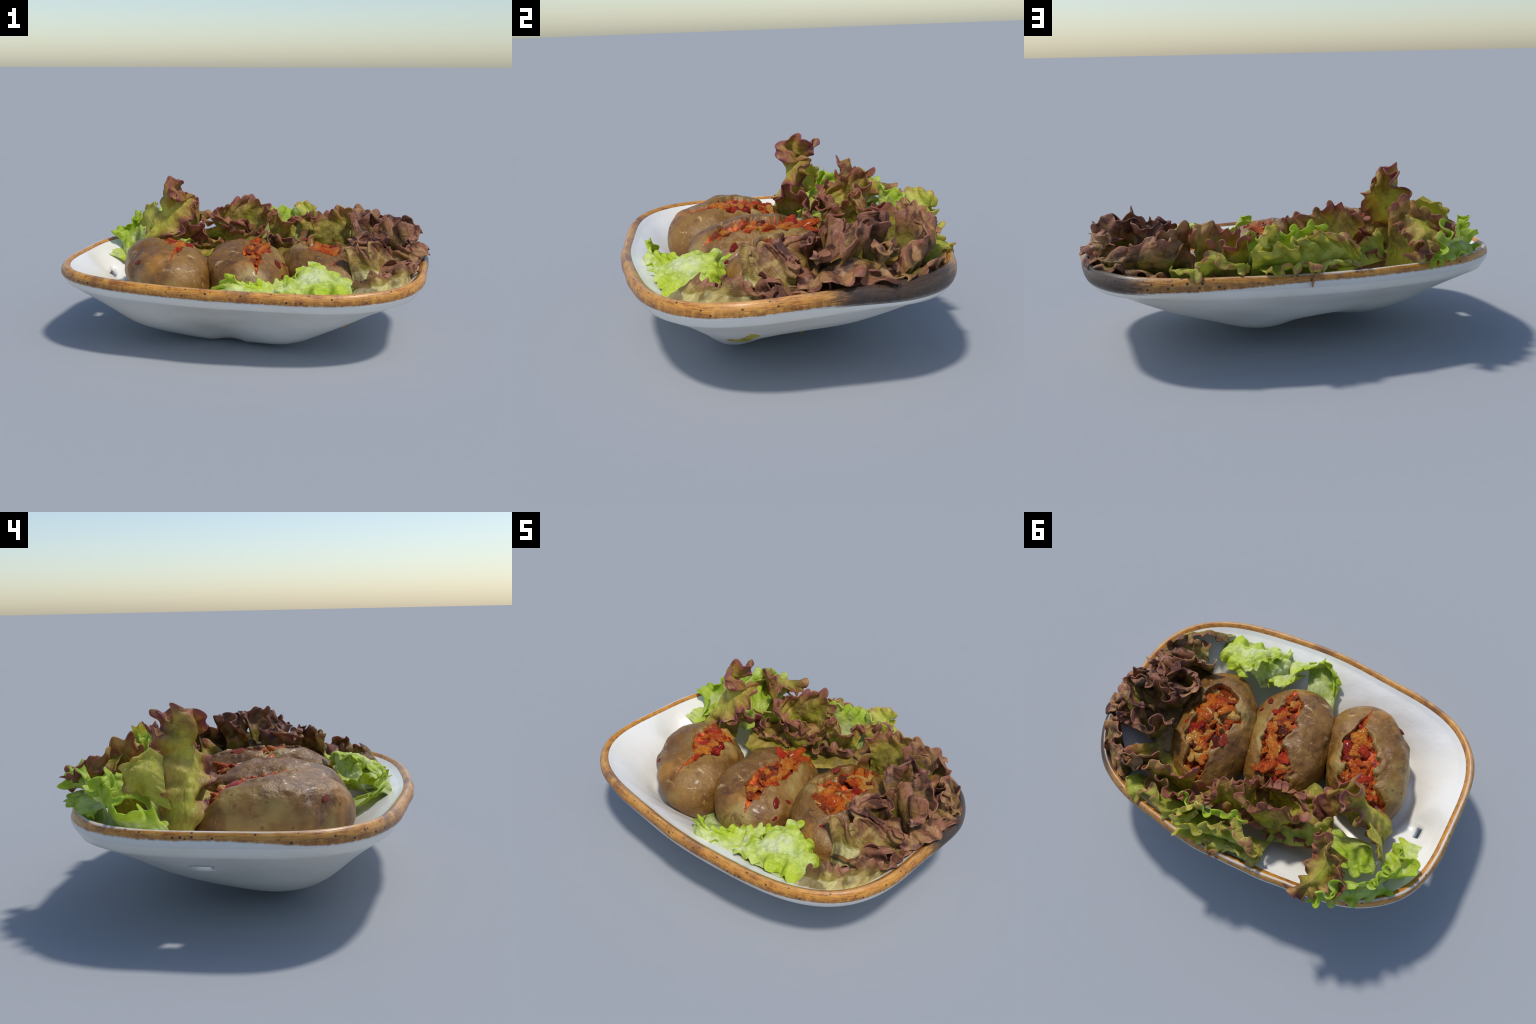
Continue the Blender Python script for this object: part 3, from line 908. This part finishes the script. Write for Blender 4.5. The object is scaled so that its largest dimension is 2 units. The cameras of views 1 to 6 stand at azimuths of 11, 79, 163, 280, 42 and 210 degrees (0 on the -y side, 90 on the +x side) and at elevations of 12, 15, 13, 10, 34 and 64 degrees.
leaf([[(.72, .10, .42), (.78, .08, .43), (.84, .06, .43), (.89, .02, .43)],
      [(.735, .14, .54), (.79, .13, .54), (.85, .11, .54), (.92, .04, .53)],
      [(.742, .18, .655), (.795, .19, .655), (.85, .17, .65), (.90, .14, .65), (.935, .09, .62), (.94, .03, .59)]],
     L_DARK, "broad dark red lettuce fold rolled outward", 21.4, amp=0.018, wave=0.18, amp2=0.003, rough=0.004, horn=0.014)
leaf([[(.70, .02, .41), (.76, .02, .41), (.82, -.01, .41), (.88, -.05, .42)],
      [(.705, .03, .52), (.755, .04, .54), (.82, .01, .53), (.89, -.04, .51)],
      [(.69, .02, .61), (.725, .05, .65), (.744, .065, .68), (.775, .055, .65), (.81, .045, .635), (.86, .035, .655), (.92, .03, .60), (.935, .0, .575), (.895, -.07, .565)]],
     L_DARK, "tall dark red lettuce fold", 22.3, amp=0.018, wave=0.13, amp2=0.003, rough=0.004, horn=0.014)
leaf([[(.70, .02, .40), (.67, .00, .40), (.65, -.06, .39), (.64, -.12, .39)],
      [(.71, .04, .50), (.66, .02, .49), (.63, -.05, .48), (.61, -.12, .47)],
      [(.736, .034, .60), (.707, .073, .58), (.675, .074, .57), (.63, .02, .565), (.596, -.07, .56), (.57, -.13, .54)]],
     L_DARK, "dark red lettuce leaf leaning over the filling", 22.9, amp=0.018, wave=0.13, amp2=0.003, rough=0.004, horn=0.014)
leaf([[(.70, -.05, .40), (.67, -.06, .40), (.66, -.10, .40), (.69, -.13, .40), (.73, -.12, .40), (.74, -.07, .40)],
      [(.73, -.03, .49), (.66, -.03, .50), (.61, -.09, .49), (.66, -.14, .49), (.74, -.14, .49), (.77, -.08, .49)],
      [(.795, -.06, .56), (.764, -.025, .60), (.725, .0, .61), (.699, -.04, .58), (.657, -.012, .60), (.62, -.035, .58), (.58, -.077, .575), (.60, -.14, .57), (.65, -.15, .57), (.70, -.155, .585), (.75, -.125, .56), (.79, -.10, .53)]],
     L_DARK, "rosette of maroon lettuce frills", 23.1, amp=0.018, wave=0.12, amp2=0.003, rough=0.004, horn=0.014)
leaf([[(.82, .20, .42), (.86, .20, .42), (.90, .20, .43)],
      [(.83, .19, .51), (.87, .20, .52), (.92, .20, .51)],
      [(.84, .27, .57), (.87, .24, .59), (.885, .16, .60), (.93, .19, .60), (.95, .20, .585), (.92, .235, .59), (.885, .23, .60), (.85, .28, .58)]],
     L_DARK, "dark red ruffled lettuce leaf", 23.5, amp=0.018, wave=0.12, amp2=0.003, rough=0.004, horn=0.014)
leaf([[(.62, .42, .42), (.75, .38, .42), (.88, .27, .43)],
      [(.64, .50, .50), (.77, .45, .51), (.91, .32, .49)],
      [(.58, .49, .58), (.63, .48, .61), (.66, .51, .60), (.70, .48, .61), (.74, .43, .60), (.77, .42, .575), (.82, .34, .555), (.87, .28, .53), (.93, .26, .48)]],
     L_DARK, "dark red lettuce leaf facing the corner", 24.8, amp=0.018, wave=0.14, amp2=0.003, rough=0.004, horn=0.014)
leaf([[(.66, .44, .43), (.78, .38, .43), (.90, .25, .44)],
      [(.68, .50, .45), (.81, .44, .46), (.94, .28, .46)],
      [(.66, .54, .45), (.73, .53, .46), (.79, .48, .46), (.86, .42, .46), (.91, .35, .46), (.96, .27, .45)]],
     L_DARK, "low dark lettuce fringe in the corner", 25.4, amp=0.018, wave=0.12, amp2=0.003, rough=0.004, horn=0.014)
leaf([[(.76, .04, .44), (.80, .10, .46), (.80, .20, .46)],
      [(.85, -.01, .53), (.88, .09, .55), (.89, .20, .53)],
      [(.92, -.09, .45), (.965, -.03, .46), (.995, .02, .475), (.985, .10, .50), (.975, .18, .47), (.985, .25, .435)]],
     L_DARK, "maroon lettuce leaf drooping to the rim", 26.1, amp=0.018, wave=0.13, amp2=0.003, rough=0.004, horn=0.014)
leaf([[(.62, -.30, .33), (.72, -.32, .34), (.82, -.25, .37), (.87, -.15, .40)],
      [(.60, -.28, .43), (.70, -.27, .44), (.80, -.19, .44), (.87, -.13, .45)],
      [(.56, -.275, .56), (.60, -.225, .555), (.64, -.215, .55), (.685, -.275, .545), (.705, -.24, .57), (.72, -.18, .575), (.80, -.108, .517), (.833, -.125, .545), (.88, -.15, .545), (.915, -.11, .54)]],
     L_BRONZE, "olive brown lettuce leaf with frilled purple edge", 27.4, amp=0.016, wave=0.10)
leaf([[(.74, -.20, .40), (.80, -.20, .41), (.86, -.16, .42)],
      [(.76, -.20, .45), (.82, -.20, .46), (.89, -.16, .46)],
      [(.78, -.24, .47), (.83, -.22, .49), (.872, -.188, .49), (.90, -.22, .46), (.93, -.15, .45), (.955, -.06, .43)]],
     L_DARK, "crumpled maroon lettuce frill", 28.2, amp=0.018, wave=0.12, amp2=0.003, rough=0.004, horn=0.014)
leaf([[(.62, -.585, .375), (.72, -.57, .38), (.82, -.50, .385), (.90, -.37, .40), (.92, -.25, .41)],
      [(.64, -.54, .40), (.73, -.52, .415), (.82, -.44, .43), (.89, -.35, .44), (.91, -.25, .44)],
      [(.63, -.51, .395), (.68, -.48, .42), (.728, -.455, .455), (.765, -.46, .478), (.80, -.41, .455), (.84, -.36, .47), (.875, -.325, .508), (.91, -.29, .46), (.945, -.25, .445), (.90, -.19, .45)]],
     L_BRONZE, "pale stemmed bronze lettuce leaf by the rim", 29.6, amp=0.014, wave=0.09)
leaf([[(.68, -.36, .35), (.76, -.34, .37), (.84, -.26, .39)],
      [(.70, -.40, .40), (.79, -.36, .42), (.87, -.27, .42)],
      [(.70, -.44, .42), (.78, -.41, .45), (.83, -.37, .44), (.88, -.30, .45), (.92, -.24, .43)]],
     L_BRONZE, "bronze lettuce leaf between rim and eggplant", 30.3, amp=0.018, wave=0.09)
# pale heart leaves at the front
leaf([[(.25, -.60, .402), (.26, -.605, .398), (.27, -.615, .39)],
      [(.32, -.50, .435), (.36, -.53, .44), (.39, -.585, .375)],
      [(.37, -.41, .475), (.46, -.45, .475), (.50, -.575, .37)],
      [(.39, -.36, .488), (.48, -.38, .475), (.56, -.43, .445), (.61, -.49, .41), (.62, -.57, .365)],
      [(.41, -.315, .46), (.50, -.34, .43), (.59, -.40, .38), (.64, -.47, .35), (.65, -.545, .345)]],
     L_PALE, "bright green blistered lettuce leaf", 31.0, amp=0.016, wave=0.11, frill=("top", "right", "left"), width=0.4, rough=0.014, horn=0.014, curl=0.008)
leaf([[(.28, -.60, .36), (.40, -.60, .365), (.54, -.59, .37), (.64, -.58, .37)],
      [(.32, -.55, .33), (.42, -.55, .34), (.54, -.54, .34), (.62, -.54, .35)],
      [(.36, -.48, .32), (.44, -.48, .33), (.54, -.47, .33), (.62, -.49, .34)]],
     L_PALE, "lettuce leaf lying under the bright one", 31.6, amp=0.008, wave=0.12)
leaf([[(-.02, -.64, .355), (.06, -.65, .36), (.16, -.645, .36), (.26, -.62, .36)],
      [(-.02, -.60, .375), (.05, -.63, .405), (.16, -.59, .385), (.25, -.56, .37)],
      [(-.07, -.46, .355), (-.05, -.53, .385), (-.01, -.58, .43), (.026, -.60, .47), (.055, -.62, .445), (.09, -.59, .43), (.13, -.54, .41), (.166, -.495, .40), (.19, -.44, .395)]],
     L_PALE, "pale lettuce leaf against the front wall", 32.3, amp=0.010, wave=0.10)
leaf([[(.14, -.55, .34), (.22, -.52, .34), (.32, -.48, .34)],
      [(.15, -.50, .37), (.22, -.46, .37), (.30, -.43, .37)],
      [(.16, -.48, .40), (.19, -.42, .395), (.22, -.385, .41), (.24, -.375, .395), (.27, -.365, .405), (.31, -.37, .38)]],
     L_PALE, "small yellow green lettuce frill", 33.7, amp=0.014, wave=0.06, horn=0.015)
# leaf tip that shows through the underside of the dish
leaf([[(.58, -.27, .235), (.64, -.26, .24), (.69, -.23, .25)],
      [(.56, -.335, .178), (.64, -.30, .192), (.715, -.255, .215)]],
     L_FLAP, "leaf tip poking out under the dish", 35.1, amp=0.004, wave=0.08, horn=0.006, keep_in=False)
# deep bed of leaves between the eggplants and the back rim, and at the red end
leaf([[(-.36, .12, .39), (-.20, .08, .39), (.03, .20, .38), (.28, .36, .37)],
      [(-.43, .28, .42), (-.20, .28, .43), (.06, .36, .42), (.30, .42, .43)],
      [(-.40, .42, .43), (-.20, .46, .43), (.05, .48, .45), (.32, .50, .46)]],
     L_MIX, "broad lettuce leaf lying under the others", 41.3, amp=0.03, wave=0.12, width=1.0, horn=0.02)
leaf([[(-.64, .24, .38), (-.54, .26, .38), (-.42, .26, .38)],
      [(-.69, .34, .50), (-.57, .38, .52), (-.44, .38, .48)],
      [(-.75, .42, .51), (-.62, .50, .55), (-.46, .52, .52)]],
     L_GREEN, "green lettuce leaf filling the corner", 42.9, amp=0.03, wave=0.12, width=1.0, horn=0.02)
leaf([[(.22, .26, .34), (.32, .38, .35), (.46, .34, .38), (.58, .20, .40)],
      [(.25, .36, .38), (.36, .46, .41), (.58, .46, .46), (.70, .32, .46)],
      [(.26, .42, .45), (.40, .54, .46), (.60, .50, .50), (.78, .38, .50)]],
     L_MIX, "bronze lettuce leaf bedding the corner", 44.2, amp=0.03, wave=0.13, width=1.0, horn=0.02)
leaf([[(.56, .30, .40), (.60, .10, .40), (.60, -.12, .40), (.60, -.30, .36)],
      [(.76, .26, .47), (.75, .08, .48), (.73, -.12, .46), (.70, -.33, .40)],
      [(.93, .27, .46), (.93, .06, .47), (.91, -.14, .445), (.84, -.34, .42)]],
     L_DARK, "dark red lettuce leaf bedding the narrow end", 45.6, amp=0.03, wave=0.12, width=1.0, horn=0.02)
leaf([[(.22, -.56, .35), (.23, -.48, .34), (.27, -.40, .34), (.33, -.34, .35)],
      [(.26, -.58, .385), (.28, -.49, .40), (.32, -.41, .42), (.36, -.35, .42)],
      [(.30, -.58, .40), (.34, -.50, .44), (.38, -.42, .478), (.41, -.35, .485)]],
     L_PALE, "blistered flank of the bright lettuce leaf", 46.7, amp=0.012, wave=0.12, rough=0.014, horn=0.006, curl=0.0)
leaf([[(.08, -.43, .30), (-.02, -.42, .30), (-.12, -.37, .30)],
      [(.12, -.54, .34), (.02, -.54, .35), (-.08, -.48, .34)],
      [(.15, -.61, .385), (.08, -.62, .395), (.02, -.62, .395), (-.03, -.58, .38), (-.08, -.53, .365)]],
     L_GREEN, "green lettuce leaf tucked between the eggplants and the wall", 47.9, amp=0.012, wave=0.11, horn=0.012)
